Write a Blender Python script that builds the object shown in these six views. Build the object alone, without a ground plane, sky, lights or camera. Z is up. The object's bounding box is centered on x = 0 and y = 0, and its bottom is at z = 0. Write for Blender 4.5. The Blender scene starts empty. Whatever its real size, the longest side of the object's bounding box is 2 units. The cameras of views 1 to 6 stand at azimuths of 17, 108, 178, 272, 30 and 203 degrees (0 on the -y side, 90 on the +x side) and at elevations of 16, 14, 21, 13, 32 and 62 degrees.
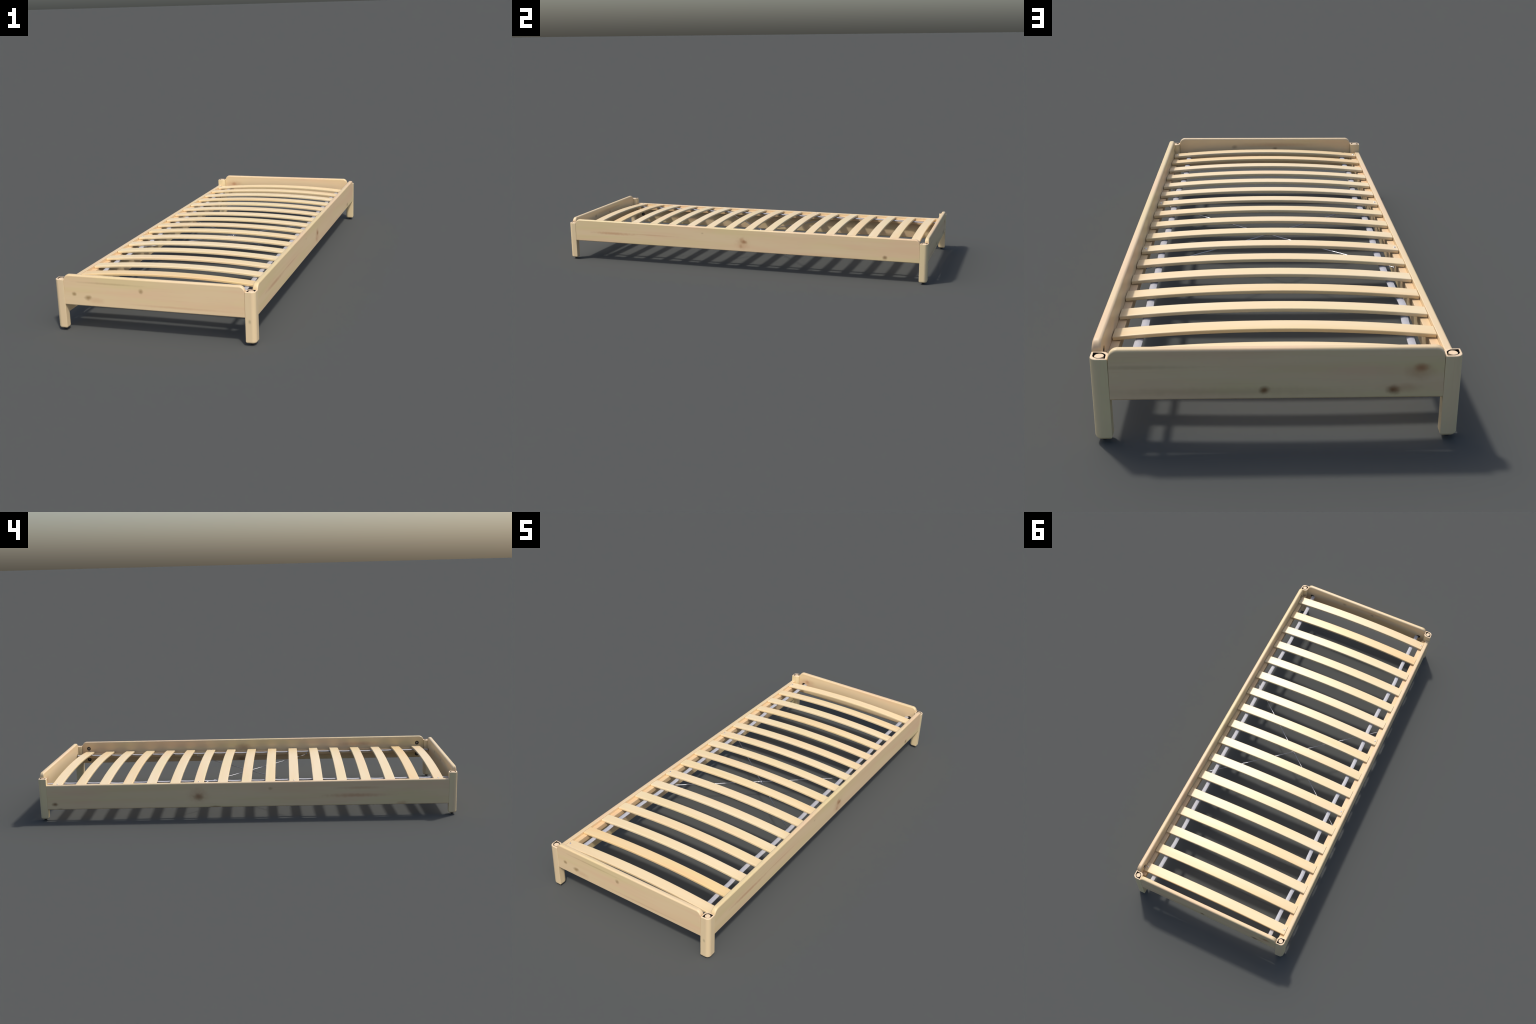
# Stackable pine single-bed frame: corner posts, rails, sprung slats on ledgers,
# webbing straps, a crossed wire brace and the visible fittings.  Metres, z up.
import bpy, bmesh, math, random
from mathutils import Vector, Matrix

random.seed(7)
scene_col = bpy.context.scene.collection

# ------------------------------------------------------------------ sizes
HX, HY = 0.4015, 1.000           # outer half width / half length
POST = 0.0395                    # post side
PX, PY = HX - POST / 2, HY - POST / 2
POST_TOP, POST_BOTTOM = 0.2050, 0.0075
T = 0.0205                       # board thickness
HIGH = (0.1058, 0.2265)          # z span of the raised rail
ENDS = (0.1052, 0.2270)          # z span of the end boards
LOW = (0.0536, 0.1742)           # z span of the dropped rail
LEDGE = (0.1385, 0.1625)         # z span of slat ledgers
LEDGE_IN = 0.3607                # inner face of ledger
N_SLATS, PITCH = 17, 0.11425
SLAT_W, SLAT_T, SLAT_HALF = 0.0475, 0.0096, 0.3793
SLAT_END_TOP, SLAT_RISE = 0.1725, 0.0185


# ------------------------------------------------------------------ materials
def new_mat(name):
    m = bpy.data.materials.new(name)
    m.use_nodes = True
    nt = m.node_tree
    bsdf = nt.nodes["Principled BSDF"]
    return m, nt, bsdf


def plain(name, col, rough=0.5, metal=0.0, bump=0.0):
    m, nt, b = new_mat(name)
    tc = nt.nodes.new("ShaderNodeTexCoord")
    nz = nt.nodes.new("ShaderNodeTexNoise")
    nz.inputs["Scale"].default_value = 180
    nt.links.new(tc.outputs["Object"], nz.inputs["Vector"])
    mx = nt.nodes.new("ShaderNodeMix")
    mx.data_type = 'RGBA'
    nt.links.new(nz.outputs["Fac"], mx.inputs["Factor"])
    mx.inputs["A"].default_value = (*[c * 0.92 for c in col], 1)
    mx.inputs["B"].default_value = (*[min(1, c * 1.08) for c in col], 1)
    nt.links.new(mx.outputs["Result"], b.inputs["Base Color"])
    b.inputs["Roughness"].default_value = rough
    b.inputs["Metallic"].default_value = metal
    return m


def wood(name, grain, pale, warm, green, knots=(), rough=0.45, vary=0.0, gate=None):
    """Pine along axis `grain`.  knots: (center, radii, colour, strength, side)
    with center/radii along (grain, z) or the two axes of the board's face."""
    m, nt, b = new_mat(name)
    N, L = nt.nodes.new, nt.links.new

    def math_(op, a, c=None, v=None):
        n = N("ShaderNodeMath"); n.operation = op
        if isinstance(a, (int, float)): n.inputs[0].default_value = a
        else: L(a, n.inputs[0])
        if c is not None:
            if isinstance(c, (int, float)): n.inputs[1].default_value = c
            else: L(c, n.inputs[1])
        return n.outputs[0]

    def mix(f, a, c):
        n = N("ShaderNodeMix"); n.data_type = 'RGBA'
        if isinstance(f, (int, float)): n.inputs["Factor"].default_value = f
        else: L(f, n.inputs["Factor"])
        for s, v in (("A", a), ("B", c)):
            if isinstance(v, tuple): n.inputs[s].default_value = (*v, 1)
            else: L(v, n.inputs[s])
        return n.outputs["Result"]

    def ramp(fac, lo, hi):
        n = N("ShaderNodeMapRange"); n.interpolation_type = 'SMOOTHSTEP'
        L(fac, n.inputs["Value"])
        n.inputs["From Min"].default_value = lo
        n.inputs["From Max"].default_value = hi
        return n.outputs["Result"]

    tc = N("ShaderNodeTexCoord")
    co = tc.outputs["Object"]
    if vary:
        oi = N("ShaderNodeObjectInfo")
        off = math_('MULTIPLY', oi.outputs["Random"], 40.0)
        cx = N("ShaderNodeCombineXYZ")
        L(off, cx.inputs[0]); L(off, cx.inputs[1])
        va = N("ShaderNodeVectorMath"); va.operation = 'ADD'
        L(co, va.inputs[0]); L(cx.outputs[0], va.inputs[1])
        vec = va.outputs[0]
    else:
        vec = co

    def noise(stretch, across, detail=3.0, seed=0.0):
        mp = N("ShaderNodeMapping")
        s = [across] * 3
        s["xyz".index(grain)] = stretch
        mp.inputs["Scale"].default_value = s
        mp.inputs["Location"].default_value = (seed, seed * 1.7, seed * 0.6)
        L(vec, mp.inputs["Vector"])
        n = N("ShaderNodeTexNoise")
        n.inputs["Scale"].default_value = 1.0
        n.inputs["Detail"].default_value = detail
        L(mp.outputs[0], n.inputs["Vector"])
        return n.outputs["Fac"]

    hue = noise(2.6, 16, 2.0, 3.1 + len(name))
    broad = noise(1.6, 26, 2.0, 9.3 + len(name) * 0.7)
    fine = noise(6.0, 190, 3.0, 1.0)
    col = mix(ramp(hue, 0.36, 0.66), green, warm)
    col = mix(ramp(broad, 0.30, 0.70), col, pale)
    dark = tuple(c * k for c, k in zip(warm, (0.86, 0.80, 0.72)))
    col = mix(math_('MULTIPLY', ramp(fine, 0.50, 0.80), 0.16), col, dark)
    if vary:
        honey = tuple(c * k for c, k in zip(warm, (0.97, 0.90, 0.80)))
        col = mix(math_('MULTIPLY', oi.outputs["Random"], vary), col, honey)

    if knots:
        sep = N("ShaderNodeSeparateXYZ"); L(co, sep.inputs[0])
        ax = {a: sep.outputs[i] for i, a in enumerate("xyz")}
        wob = noise(60, 60, 2.0, 5.0)
        for (ca, cz), (ra, rz), kc, strength, side in knots:
            u, w = ("z", "x") if grain == "z" else (grain, "z")
            da = math_('DIVIDE', math_('SUBTRACT', ax[u], ca), ra)
            dz = math_('DIVIDE', math_('SUBTRACT', ax[w], cz), rz)
            d = math_('SQRT', math_('ADD', math_('MULTIPLY', da, da), math_('MULTIPLY', dz, dz)))
            d = math_('ADD', d, math_('MULTIPLY', math_('SUBTRACT', wob, 0.5), 0.7))
            mask = math_('MULTIPLY', ramp(d, 1.35, 0.05), strength)
            thick = {"x": "y", "y": "x", "z": "y"}[grain]
            if side:
                mid, sgn = side
                g = math_('GREATER_THAN' if sgn > 0 else 'LESS_THAN', ax[thick], mid)
                mask = math_('MULTIPLY', mask, g)
            col = mix(mask, col, kc)
    L(col, b.inputs["Base Color"])
    b.inputs["Roughness"].default_value = rough
    bp = N("ShaderNodeBump")
    bp.inputs["Strength"].default_value = 0.03
    bp.inputs["Distance"].default_value = 0.002
    L(fine, bp.inputs["Height"])
    L(bp.outputs[0], b.inputs["Normal"])
    return m


PALE = (0.79, 0.605, 0.365)
WARM = (0.78, 0.545, 0.33)
GREEN = (0.75, 0.595, 0.315)
KNOT = (0.19, 0.085, 0.028)
RED = (0.44, 0.19, 0.08)
SOFT = (0.29, 0.175, 0.06)
STREAK = (0.58, 0.32, 0.17)
mid = HX - T / 2
midy = HY - T / 2

mat_rail_high = wood("pine_raised_rail", "y", PALE, WARM, GREEN, [
    ((-0.73, 0.159), (0.135, 0.0085), STREAK, 0.70, (mid, 1)),
    ((-0.66, 0.172), (0.18, 0.0030), PALE, 0.60, (mid, 1)),
    ((-0.50, 0.163), (0.16, 0.0040), STREAK, 0.45, (mid, 1)),
    ((0.038, 0.159), (0.017, 0.011), (0.34, 0.17, 0.07), 0.85, (mid, 1)),
    ((0.026, 0.171), (0.013, 0.012), RED, 0.40, (mid, 1)),
    ((0.030, 0.150), (0.040, 0.034), RED, 0.30, (mid, 1)),
    ((0.020, 0.135), (0.010, 0.012), RED, 0.50, (mid, 1)),
    ((-0.197, 0.192), (0.008, 0.005), SOFT, 0.35, (mid, 1)),
    ((0.788, 0.125), (0.013, 0.011), KNOT, 0.75, (mid, 1)),
    ((0.045, 0.180), (0.050, 0.022), RED, 0.45, (mid, -1)),
    ((0.060, 0.117), (0.030, 0.014), KNOT, 0.70, (mid, -1)),
    ((0.526, 0.146), (0.022, 0.020), RED, 0.55, (mid, -1)),
    ((-0.60, 0.190), (0.13, 0.012), STREAK, 0.50, (mid, -1)),
])
mat_rail_low = wood("pine_dropped_rail", "y", PALE, WARM, GREEN, [
    ((0.924, 0.0800), (0.016, 0.010), KNOT, 0.85, (-mid, -1)),
    ((0.900, 0.0540), (0.020, 0.006), KNOT, 0.60, (-mid, -1)),
    ((0.229, 0.1070), (0.024, 0.018), KNOT, 0.70, (-mid, -1)),
    ((0.229, 0.1150), (0.050, 0.038), RED, 0.35, (-mid, -1)),
    ((-0.115, 0.142), (0.012, 0.008), SOFT, 0.45, (-mid, -1)),
    ((-0.52, 0.1020), (0.15, 0.010), STREAK, 0.70, (-mid, -1)),
    ((-0.54, 0.1390), (0.12, 0.008), STREAK, 0.45, (-mid, -1)),
    ((-0.74, 0.0620), (0.03, 0.010), RED, 0.40, (-mid, -1)),
    ((0.150, 0.0550), (0.03, 0.008), KNOT, 0.60, (-mid, -1)),
    ((0.47, 0.066), (0.020, 0.014), KNOT, 0.75, (-mid, 1)),
    ((-0.05, 0.100), (0.035, 0.022), RED, 0.45, (-mid, 1)),
    ((-0.62, 0.090), (0.14, 0.012), STREAK, 0.45, (-mid, 1)),
])
mat_head = wood("pine_end_board_plain", "x", PALE, WARM, GREEN, [   # -y end
    ((-0.3206, 0.1515), (0.010, 0.0085), SOFT, 0.75, (-midy, -1)),
    ((-0.2620, 0.1405), (0.016, 0.0105), SOFT, 0.80, (-midy, -1)),
    ((-0.2300, 0.1300), (0.035, 0.0130), STREAK, 0.35, (-midy, -1)),
    ((-0.0430, 0.1790), (0.010, 0.0110), SOFT, 0.70, (-midy, -1)),
    ((-0.1700, 0.2000), (0.15, 0.0045), SOFT, 0.28, (-midy, -1)),
    ((0.100, 0.1250), (0.22, 0.0050), STREAK, 0.35, (-midy, -1)),
    ((-0.043, 0.1845), (0.012, 0.007), KNOT, 0.60, (-midy, 1)),
    ((0.130, 0.1900), (0.012, 0.009), KNOT, 0.45, (-midy, 1)),
    ((-0.05, 0.2000), (0.16, 0.010), STREAK, 0.45, (-midy, 1)),
])
mat_foot_end = wood("pine_end_board_knotty", "x", PALE, WARM, GREEN, [   # +y end
    ((-0.3106, 0.1790), (0.017, 0.0105), RED, 0.85, (midy, 1)),
    ((-0.3080, 0.1700), (0.032, 0.0220), RED, 0.35, (midy, 1)),
    ((-0.2520, 0.1255), (0.016, 0.0115), KNOT, 0.95, (midy, 1)),
    ((-0.2750, 0.1300), (0.050, 0.0120), RED, 0.30, (midy, 1)),
    ((0.0283, 0.1275), (0.012, 0.0100), KNOT, 0.95, (midy, 1)),
    ((0.300, 0.1850), (0.13, 0.0060), SOFT, 0.25, (midy, 1)),
    ((0.120, 0.1250), (0.30, 0.0120), SOFT, 0.20, (midy, 1)),
    ((-0.3091, 0.1795), (0.017, 0.0110), RED, 0.75, (midy, -1)),
    ((-0.3091, 0.1795), (0.045, 0.0220), STREAK, 0.50, (midy, -1)),
])
POST_TONES = ((0.81, 0.645, 0.385), (0.78, 0.59, 0.36), (0.78, 0.645, 0.36))
mat_post = wood("pine_post", "z", *POST_TONES, [])
mat_post_knot = wood("pine_post_knotty", "z", *POST_TONES, [
    ((0.0935, 0.3790), (0.009, 0.006), (0.40, 0.33, 0.18), 0.65, (-0.99, -1)),
])
mat_ledge = wood("pine_ledger", "y", (0.80, 0.575, 0.335), (0.80, 0.535, 0.29), (0.76, 0.56, 0.29))
mat_slat = wood("birch_slat", "x", (0.895, 0.725, 0.455), (0.885, 0.665, 0.385), (0.86, 0.695, 0.39),
                rough=0.37, vary=0.22)
mat_slat_honey = wood("birch_slat_honey", "x", (0.88, 0.645, 0.345), (0.88, 0.585, 0.285), (0.86, 0.635, 0.29),
                      rough=0.37, vary=0.1)
mat_slat_amber = wood("birch_slat_amber", "x", (0.89, 0.70, 0.415), (0.88, 0.64, 0.34), (0.86, 0.67, 0.345),
                      rough=0.37, vary=0.1)
mat_endgrain = plain("end_grain", (0.83, 0.625, 0.405), 0.6)
mat_dark = plain("dark_recess", (0.006, 0.005, 0.004), 0.9)
mat_strap = plain("grey_webbing", (0.465, 0.462, 0.488), 0.5)
mat_wire = plain("steel_wire", (0.55, 0.56, 0.60), 0.28, 1.0)
mat_screw = plain("zinc_screw", (0.62, 0.65, 0.72), 0.25, 1.0)
mat_bolt = plain("black_bolt", (0.012, 0.012, 0.013), 0.35)
mat_socket = plain("bolt_socket_steel", (0.22, 0.21, 0.21), 0.45, 0.6)
mat_pad = plain("black_foot_pad", (0.010, 0.010, 0.011), 0.6)


# ------------------------------------------------------------------ helpers
def finish(bm, name, mats, parent, smooth=35, weighted=False):
    bmesh.ops.recalc_face_normals(bm, faces=bm.faces)
    lim = math.radians(smooth)
    for f in bm.faces:
        f.smooth = True
    for e in bm.edges:
        e.smooth = len(e.link_faces) == 2 and e.calc_face_angle(0) < lim
    me = bpy.data.meshes.new(name)
    bm.to_mesh(me); bm.free()
    for m in (mats if isinstance(mats, (list, tuple)) else [mats]):
        me.materials.append(m)
    return place(me, name, parent, weighted=weighted)


def place(me, name, parent, loc=(0, 0, 0), weighted=False):
    o = bpy.data.objects.new(name, me)
    o.location = loc
    scene_col.objects.link(o)
    o.parent = parent
    if weighted:
        w = o.modifiers.new("normals", 'WEIGHTED_NORMAL')
        w.keep_sharp = True
        w.weight = 100
    return o


def bridge(bm, r0, r1, mat=0):
    n = len(r0)
    for i in range(n):
        f = bm.faces.new((r0[i], r0[(i + 1) % n], r1[(i + 1) % n], r1[i]))
        f.material_index = mat


def lathe(bm, profile, origin, axis, seg=20, mat=0, mats=None):
    """profile: (radius, offset along axis) rings; closed with caps."""
    q = Vector(axis).to_track_quat('Z', 'Y').to_matrix()
    rings = []
    for r, h in profile:
        rings.append([bm.verts.new(Vector(origin) + q @ Vector((r * math.cos(a), r * math.sin(a), h)))
                      for a in (2 * math.pi * i / seg for i in range(seg))])
    for k in range(len(rings) - 1):
        bridge(bm, rings[k], rings[k + 1], mats[k] if mats else mat)
    bm.faces.new(rings[0]).material_index = mat
    bm.faces.new(rings[-1]).material_index = mats[-1] if mats else mat


def board(name, along, lo, hi, z, inner, outer, mat, parent, round_r=0.0,
          edge_in=0.0070, edge_out=0.0070, low_edge=0.0052):
    """Plank standing on edge: outline in the (along, z) plane with optional rounded
    upper corners, swept through its thickness with rounded-over long edges."""
    z0, z1 = z
    thick = abs(outer - inner)
    sgn = 1 if outer > inner else -1

    def drop(e, t):                      # how far a rounding of radius e has cut back at depth t
        return e - math.sqrt(max(e * e - (e - t) ** 2, 0)) if t < e else 0.0

    def outline(d, db):
        pts = [(lo, z0 + db), (hi, z0 + db)]
        if round_r:
            n, zc = 12, z1 - round_r
            for side in (1, -1):
                for i in range(n + 1):
                    a = math.pi / 2 * (i / n if side > 0 else 1 - i / n)
                    r = round_r - d * (0.15 + 0.85 * math.sin(a))
                    cx = hi - round_r if side > 0 else lo + round_r
                    pts.append((cx + side * r * math.cos(a), zc + r * math.sin(a)))
        else:
            pts += [(hi, z1 - d), (lo, z1 - d)]
        return pts

    def depths(e):
        return [e * (1 - math.cos(math.radians(15 * k))) for k in range(7)]

    ts = sorted({round(v, 6) for v in depths(edge_in) + depths(low_edge)} |
                {round(thick - v, 6) for v in depths(edge_out) + depths(low_edge)})
    bm = bmesh.new()
    mk = (lambda s, t, h: (t, s, h)) if along == 'y' else (lambda s, t, h: (s, t, h))
    rings = []
    for t in ts:
        d = max(drop(edge_in, t), drop(edge_out, thick - t))
        db = max(drop(low_edge, t), drop(low_edge, thick - t))
        rings.append([bm.verts.new(mk(s_, inner + sgn * t, h)) for s_, h in outline(d, db)])
    for k in range(len(rings) - 1):
        bridge(bm, rings[k], rings[k + 1])
    bm.faces.new(rings[0]); bm.faces.new(rings[-1])
    return finish(bm, name, mat, parent, smooth=32, weighted=True)


def counterbore(obj, spots, radius, depth):
    """Sink round holes for the bolts into a board's inner face."""
    bm = bmesh.new()
    for origin, axis in spots:
        lathe(bm, [(radius, -depth), (radius, 0.004)], origin, axis, 28)
    bmesh.ops.recalc_face_normals(bm, faces=bm.faces)
    me = bpy.data.meshes.new("cutter")
    bm.to_mesh(me); bm.free()
    cut = bpy.data.objects.new("cutter", me)
    scene_col.objects.link(cut)
    mod = obj.modifiers.new("holes", 'BOOLEAN')
    mod.operation, mod.solver, mod.object = 'DIFFERENCE', 'EXACT', cut
    wn = obj.modifiers.get("normals")
    if wn: obj.modifiers.remove(wn)
    res = bpy.data.meshes.new_from_object(obj.evaluated_get(bpy.context.evaluated_depsgraph_get()))
    obj.modifiers.clear()
    bm = bmesh.new(); bm.from_mesh(res)
    for f in bm.faces: f.smooth = True
    for e in bm.edges: e.smooth = len(e.link_faces) == 2 and e.calc_face_angle(0) < math.radians(32)
    bm.to_mesh(obj.data); bm.free()
    bpy.data.meshes.remove(res)
    bpy.data.objects.remove(cut)
    w = obj.modifiers.new("normals", 'WEIGHTED_NORMAL')
    w.keep_sharp, w.weight = True, 100


def tube(bm, path, r, seg=8):
    rings = []
    for i, p in enumerate(path):
        d = (Vector(path[min(i + 1, len(path) - 1)]) - Vector(path[max(i - 1, 0)])).normalized()
        q = d.to_track_quat('Z', 'Y').to_matrix()
        rings.append([bm.verts.new(Vector(p) + q @ Vector((r * math.cos(t), r * math.sin(t), 0)))
                      for t in (2 * math.pi * k / seg for k in range(seg))])
    for k in range(len(rings) - 1):
        bridge(bm, rings[k], rings[k + 1])
    bm.faces.new(rings[0]); bm.faces.new(rings[-1])


# ------------------------------------------------------------------ the thing
bed = bpy.data.objects.new("bed_frame", None)
bed.empty_display_size = 0.1
scene_col.objects.link(bed)
bed["label"] = "low stackable pale pine single bed frame with curved slats"
bed["category"] = "bed"

# ---------------- corner posts: square section, outer and inner corners rounded
def post_ring(bm, cx, cy, sx, sy, inset, z, n=8, leaf=None):
    h = POST / 2 - inset
    ro, ri, rs = max(0.0175 - inset, 0.002), max(0.0165 - inset, 0.002), 0.0012
    pts = []
    for (qx, qy, r) in ((1, 1, ro), (-1, 1, rs), (-1, -1, ri), (1, -1, rs)):
        a0 = {(1, 1): 0, (-1, 1): 90, (-1, -1): 180, (1, -1): 270}[(qx, qy)]
        for i in range(n + 1):
            a = math.radians(a0 + 90 * i / n)
            pts.append((qx * (h - r) + r * math.cos(a), qy * (h - r) + r * math.sin(a)))
    if leaf:      # leaf-shaped recess: two arcs meeting at the sharp corners
        tip, belly = leaf
        R = (tip * tip + belly * belly) / (2 * belly)
        out = []
        for x, y in pts:
            u = Vector((x, y)).normalized()
            p = u.dot(Vector((0.70711, 0.70711)))
            uc = -abs(p) * (R - belly)
            k = uc + math.sqrt(uc * uc - (R - belly) ** 2 + R * R)
            out.append((u.x * k, u.y * k))
        pts = out
    return [bm.verts.new((cx + sx * x, cy + sy * y, z)) for x, y in pts]


for sx in (-1, 1):
    for sy in (-1, 1):
        cx, cy = sx * PX, sy * PY
        bm = bmesh.new()
        spec = [(0.0060, POST_BOTTOM), (0.0030, POST_BOTTOM + 0.0012), (0.0009, POST_BOTTOM + 0.0040),
                (0.0, POST_BOTTOM + 0.0075), (0.0, POST_TOP - 0.0022), (0.0006, POST_TOP - 0.0007),
                (0.0018, POST_TOP)]
        rings = [post_ring(bm, cx, cy, sx, sy, i, z) for i, z in spec]
        rings += [post_ring(bm, cx, cy, sx, sy, 0.004, z, leaf=(0.0208, 0.0132)) for z in (POST_TOP, POST_TOP - 0.012)]
        for k in range(len(rings) - 1):
            bridge(bm, rings[k], rings[k + 1], (0, 0, 0, 0, 0, 1, 1, 2)[k])
        bm.faces.new(rings[0])
        bm.faces.new(rings[-1]).material_index = 2
        pm = mat_post_knot if (sx, sy) == (1, -1) else mat_post
        post = finish(bm, "corner_post", [pm, mat_endgrain, mat_dark], bed, smooth=40, weighted=True)
        bm = bmesh.new()
        lathe(bm, [(0.0104, POST_TOP - 0.0115), (0.0104, POST_TOP - 0.0012), (0.0098, POST_TOP - 0.0005)],
              (cx, cy, 0), (0, 0, 1), 28)
        finish(bm, "stacking_dowel", mat_endgrain, post)
        bm = bmesh.new()
        lathe(bm, [(0.0062, 0.0), (0.0070, 0.0010), (0.0070, POST_BOTTOM + 0.001)], (cx, cy, 0), (0, 0, 1), 20)
        finish(bm, "foot_pad", mat_pad, post)

# ---------------- boards between the posts
gap = 0.0003
end_y, end_x = HY - POST - gap, HX - POST - gap
rail_high = board("side_rail", 'y', -end_y, end_y, HIGH, HX - T, HX - 0.0003, mat_rail_high, bed, 0.0240)
rail_low = board("side_rail", 'y', -end_y, end_y, LOW, -(HX - T), -(HX - 0.0003), mat_rail_low, bed,
                 edge_in=0.0022, edge_out=0.0065)
head = board("end_board", 'x', -end_x, end_x, ENDS, -(HY - T), -(HY - 0.0003), mat_head, bed, 0.0215)
foot = board("end_board", 'x', -end_x, end_x, ENDS, HY - T, HY - 0.0003, mat_foot_end, bed, 0.0215)

# ---------------- ledgers and their screws
ledgers = {}
for s in (-1, 1):
    led = board("slat_ledger", 'y', -0.9575, 0.9575, LEDGE, s * LEDGE_IN, s * (HX - T - 0.0002),
                mat_ledge, bed, 0.0, 0.0016, 0.0010, 0.0016)
    ledgers[s] = led
    for y in (-0.768, -0.436, 0.0, 0.436, 0.780):
        bm = bmesh.new()
        lathe(bm, [(0.0030, -0.002), (0.0030, 0.0002), (0.0022, 0.0006)],
              (s * LEDGE_IN, y, 0.151), (-s, 0, 0), 12)
        finish(bm, "ledger_screw", mat_bolt, led)


# ---------------- furniture bolts sunk in the inner faces
BOLT_R, BOLT_DEPTH = 0.0110, 0.0050


def bolts(board_obj, spots):
    counterbore(board_obj, spots, BOLT_R, BOLT_DEPTH)
    r = BOLT_R * 0.97
    for origin, axis in spots:
        bm = bmesh.new()
        o = Vector(origin) - Vector(axis) * BOLT_DEPTH
        lathe(bm, [(r, -0.0003), (r, 0.0022), (r * 0.86, 0.0036), (r * 0.50, 0.0040), (r * 0.44, 0.0040),
                   (r * 0.40, 0.0024)], o, axis, 22, mats=[0, 0, 0, 0, 0, 1])
        finish(bm, "bolt", [mat_bolt, mat_socket], board_obj)


bolts(rail_high, [((HX - T, y, z), (-1, 0, 0)) for y in (-0.924, 0.924) for z in (0.1890, 0.1262)])
bolts(rail_low, [((-(HX - T), y, 0.1040), (1, 0, 0)) for y in (-0.924, 0.924)])
bolts(head, [((x, -(HY - T), 0.1575), (0, 1, 0)) for x in (-0.332, 0.332)])
bolts(foot, [((x, HY - T, 0.1575), (0, -1, 0)) for x in (-0.332, 0.332)])


# ---------------- bowed slats (shared mesh)
def slat_top(x):
    return SLAT_END_TOP + SLAT_RISE * (1 - (x / SLAT_HALF) ** 2)


def slat_mesh(mat):
    bm = bmesh.new()
    hw, r = SLAT_W / 2, 0.0028
    section = []
    for (qy, qz, a0) in ((1, 0, 0), (-1, 0, 90), (-1, -1, 180), (1, -1, 270)):
        rr = r if qz == 0 else 0.0016
        for i in range(4):
            a = math.radians(a0 + 90 * i / 3)
            section.append((qy * (hw - rr) + rr * math.cos(a),
                            (-rr if qz == 0 else -SLAT_T + rr) + rr * math.sin(a)))
    n = 30
    rings = []
    for i in range(n + 1):
        x = -SLAT_HALF + 2 * SLAT_HALF * i / n
        dz = -2 * SLAT_RISE * x / SLAT_HALF ** 2
        nx, nz = -dz / math.hypot(dz, 1), 1 / math.hypot(dz, 1)
        rings.append([bm.verts.new((x + nx * h, y, slat_top(x) + nz * h)) for y, h in section])
    for k in range(n):
        bridge(bm, rings[k], rings[k + 1])
    bm.faces.new(rings[0]); bm.faces.new(rings[-1])
    bmesh.ops.recalc_face_normals(bm, faces=bm.faces)
    for f in bm.faces: f.smooth = True
    for e in bm.edges: e.smooth = e.calc_face_angle(0) < math.radians(38)
    me = bpy.data.meshes.new("slat")
    bm.to_mesh(me); bm.free()
    me.materials.append(mat)
    return me


me_pale, me_honey, me_amber = slat_mesh(mat_slat), slat_mesh(mat_slat_honey), slat_mesh(mat_slat_amber)
bm = bmesh.new()
lathe(bm, [(0.0036, -0.002), (0.0036, 0.0004), (0.0028, 0.0012), (0.0012, 0.0017)], (0, 0, 0), (0, 0, 1), 14)
for f in bm.faces: f.smooth = True
me_screw = bpy.data.meshes.new("slat_screw")
bm.to_mesh(me_screw); bm.free()
me_screw.materials.append(mat_screw)

slat_y = [(-(N_SLATS - 1) / 2 + i) * PITCH for i in range(N_SLATS)]
for i, y in enumerate(slat_y):
    me = me_honey if i == 1 else me_amber if i in (7, 13, N_SLATS - 2) else me_pale
    o = place(me, "slat", bed, (random.uniform(-.0005, .0005), y, 0), weighted=True)
    if i in (0, 6, 10, N_SLATS - 1):
        for s in (-1, 1):
            place(me_screw, "slat_screw", o, (s * 0.3700, 0, slat_top(0.3700)))


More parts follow.
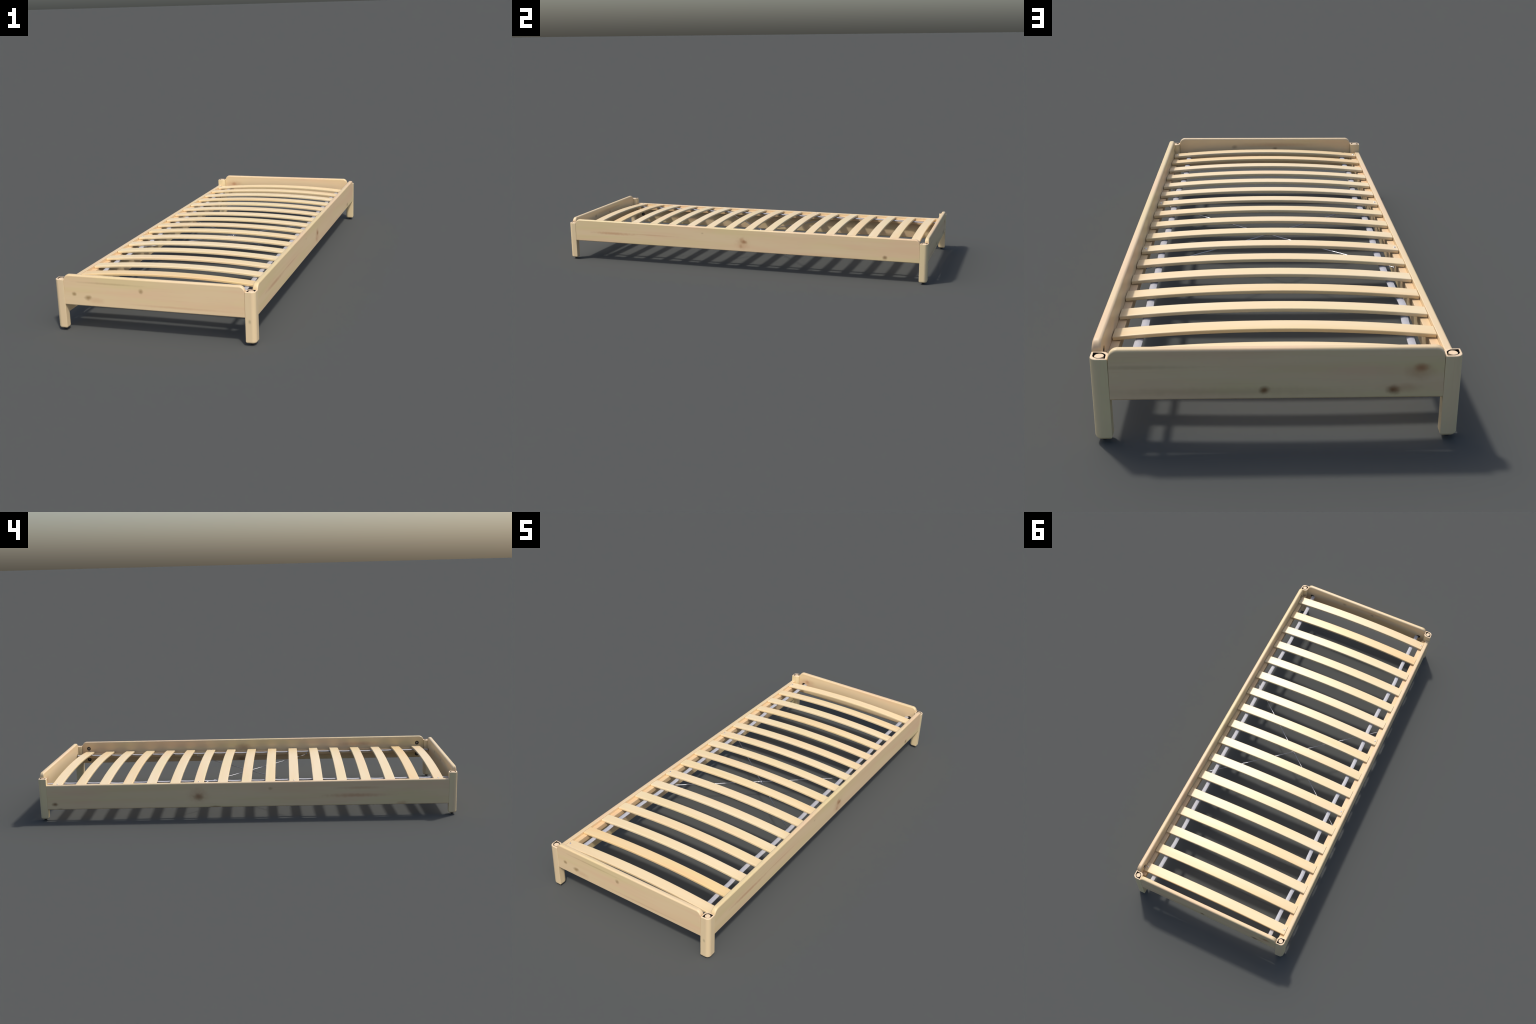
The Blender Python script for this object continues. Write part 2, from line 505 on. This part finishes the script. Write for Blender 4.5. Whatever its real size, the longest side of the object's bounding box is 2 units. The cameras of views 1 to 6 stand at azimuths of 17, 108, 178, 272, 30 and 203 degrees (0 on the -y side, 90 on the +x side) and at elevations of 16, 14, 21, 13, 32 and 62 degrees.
# ---------------- webbing straps that space the slats (slightly wandering)
def strap(xs):
    ys = [slat_y[0] - PITCH * 0.53] + [(slat_y[i] + slat_y[i + 1]) / 2 for i in range(N_SLATS - 1)] + \
         [slat_y[-1] + PITCH * 0.53]
    bm = bmesh.new()
    sec = []
    w, t, crown = 0.0093, 0.0022, 0.0016
    m = 6
    top = [(-w + 2 * w * i / m) for i in range(m + 1)]
    sec = [(u, crown * (1 - (u / w) ** 2)) for u in top] + [(u, crown * (1 - (u / w) ** 2) - t) for u in reversed(top)]
    path = []
    for i in range(len(ys) - 1):
        for k in range(10):
            f = k / 10
            g = f * f * (3 - 2 * f)
            path.append((xs[i] + (xs[i + 1] - xs[i]) * g, ys[i] + (ys[i + 1] - ys[i]) * f))
    path.append((xs[-1], ys[-1]))
    rings = []
    for i, (x, y) in enumerate(path):
        p0, p1 = path[max(i - 1, 0)], path[min(i + 1, len(path) - 1)]
        d = Vector((p1[0] - p0[0], p1[1] - p0[1])).normalized()
        under = math.cos(math.pi * (y / PITCH)) ** 2        # 1 below a slat, 0 mid-gap
        z = 0.1640 + 0.0020 * under
        rings.append([bm.verts.new((x + d.y * u, y - d.x * u, z + h)) for u, h in sec])
    for k in range(len(rings) - 1):
        bridge(bm, rings[k], rings[k + 1])
    bm.faces.new(rings[0]); bm.faces.new(rings[-1])
    finish(bm, "webbing_strap", mat_strap, bed, smooth=50)


strap([.323, .317, .316, .312, .315, .324, .325, .3225, .320, .320, .324, .320, .317, .319, .314, .3127, .318, .3207])
strap([-.322, -.321, -.320, -.326, -.322, -.3145, -.3105, -.317, -.3193, -.3205, -.315, -.314, -.3156, -.3208,
       -.3308, -.320, -.3164, -.318])

# ---------------- crossed bracing wires with a small linked joint
for s in (-1, 1):
    bm = bmesh.new()
    A, B = Vector((-LEDGE_IN + 0.001, -s * 0.306, 0.1395)), Vector((LEDGE_IN - 0.001, s * 0.306, 0.1395))
    path = []
    for i in range(21):
        f = i / 20
        p = A.lerp(B, f)
        p.z -= 0.0025 * math.sin(math.pi * f) - s * 0.0008
        path.append(p)
    tube(bm, path, 0.0019, 8)
    wire = finish(bm, "bracing_wire", mat_wire, bed, smooth=60)
    for e, sg in ((A, -1), (B, 1)):
        bm = bmesh.new()
        lathe(bm, [(0.0040, -0.0008), (0.0040, 0.0012), (0.0022, 0.0020)], (sg * LEDGE_IN, e.y, e.z + 0.004), (-sg, 0, 0), 12)
        finish(bm, "wire_eye", mat_screw, wire)
    # crimped ring at the middle
    bm = bmesh.new()
    d = (B - A).normalized()
    c = Vector((0, 0, 0.1370 + s * 0.0008))
    loop = [c + d * (0.0075 * math.cos(t)) + Vector((-d.y, d.x, 0)) * (0.0040 * math.sin(t)) + Vector((0, 0, 0.0008 * s))
            for t in (2 * math.pi * k / 20 for k in range(21))]
    tube(bm, loop, 0.0020, 8)
    tube(bm, [c + d * 0.006, c + d * 0.016], 0.0032, 10)
    tube(bm, [c - d * 0.016, c - d * 0.006], 0.0032, 10)
    finish(bm, "wire_link", mat_wire, wire, smooth=60)
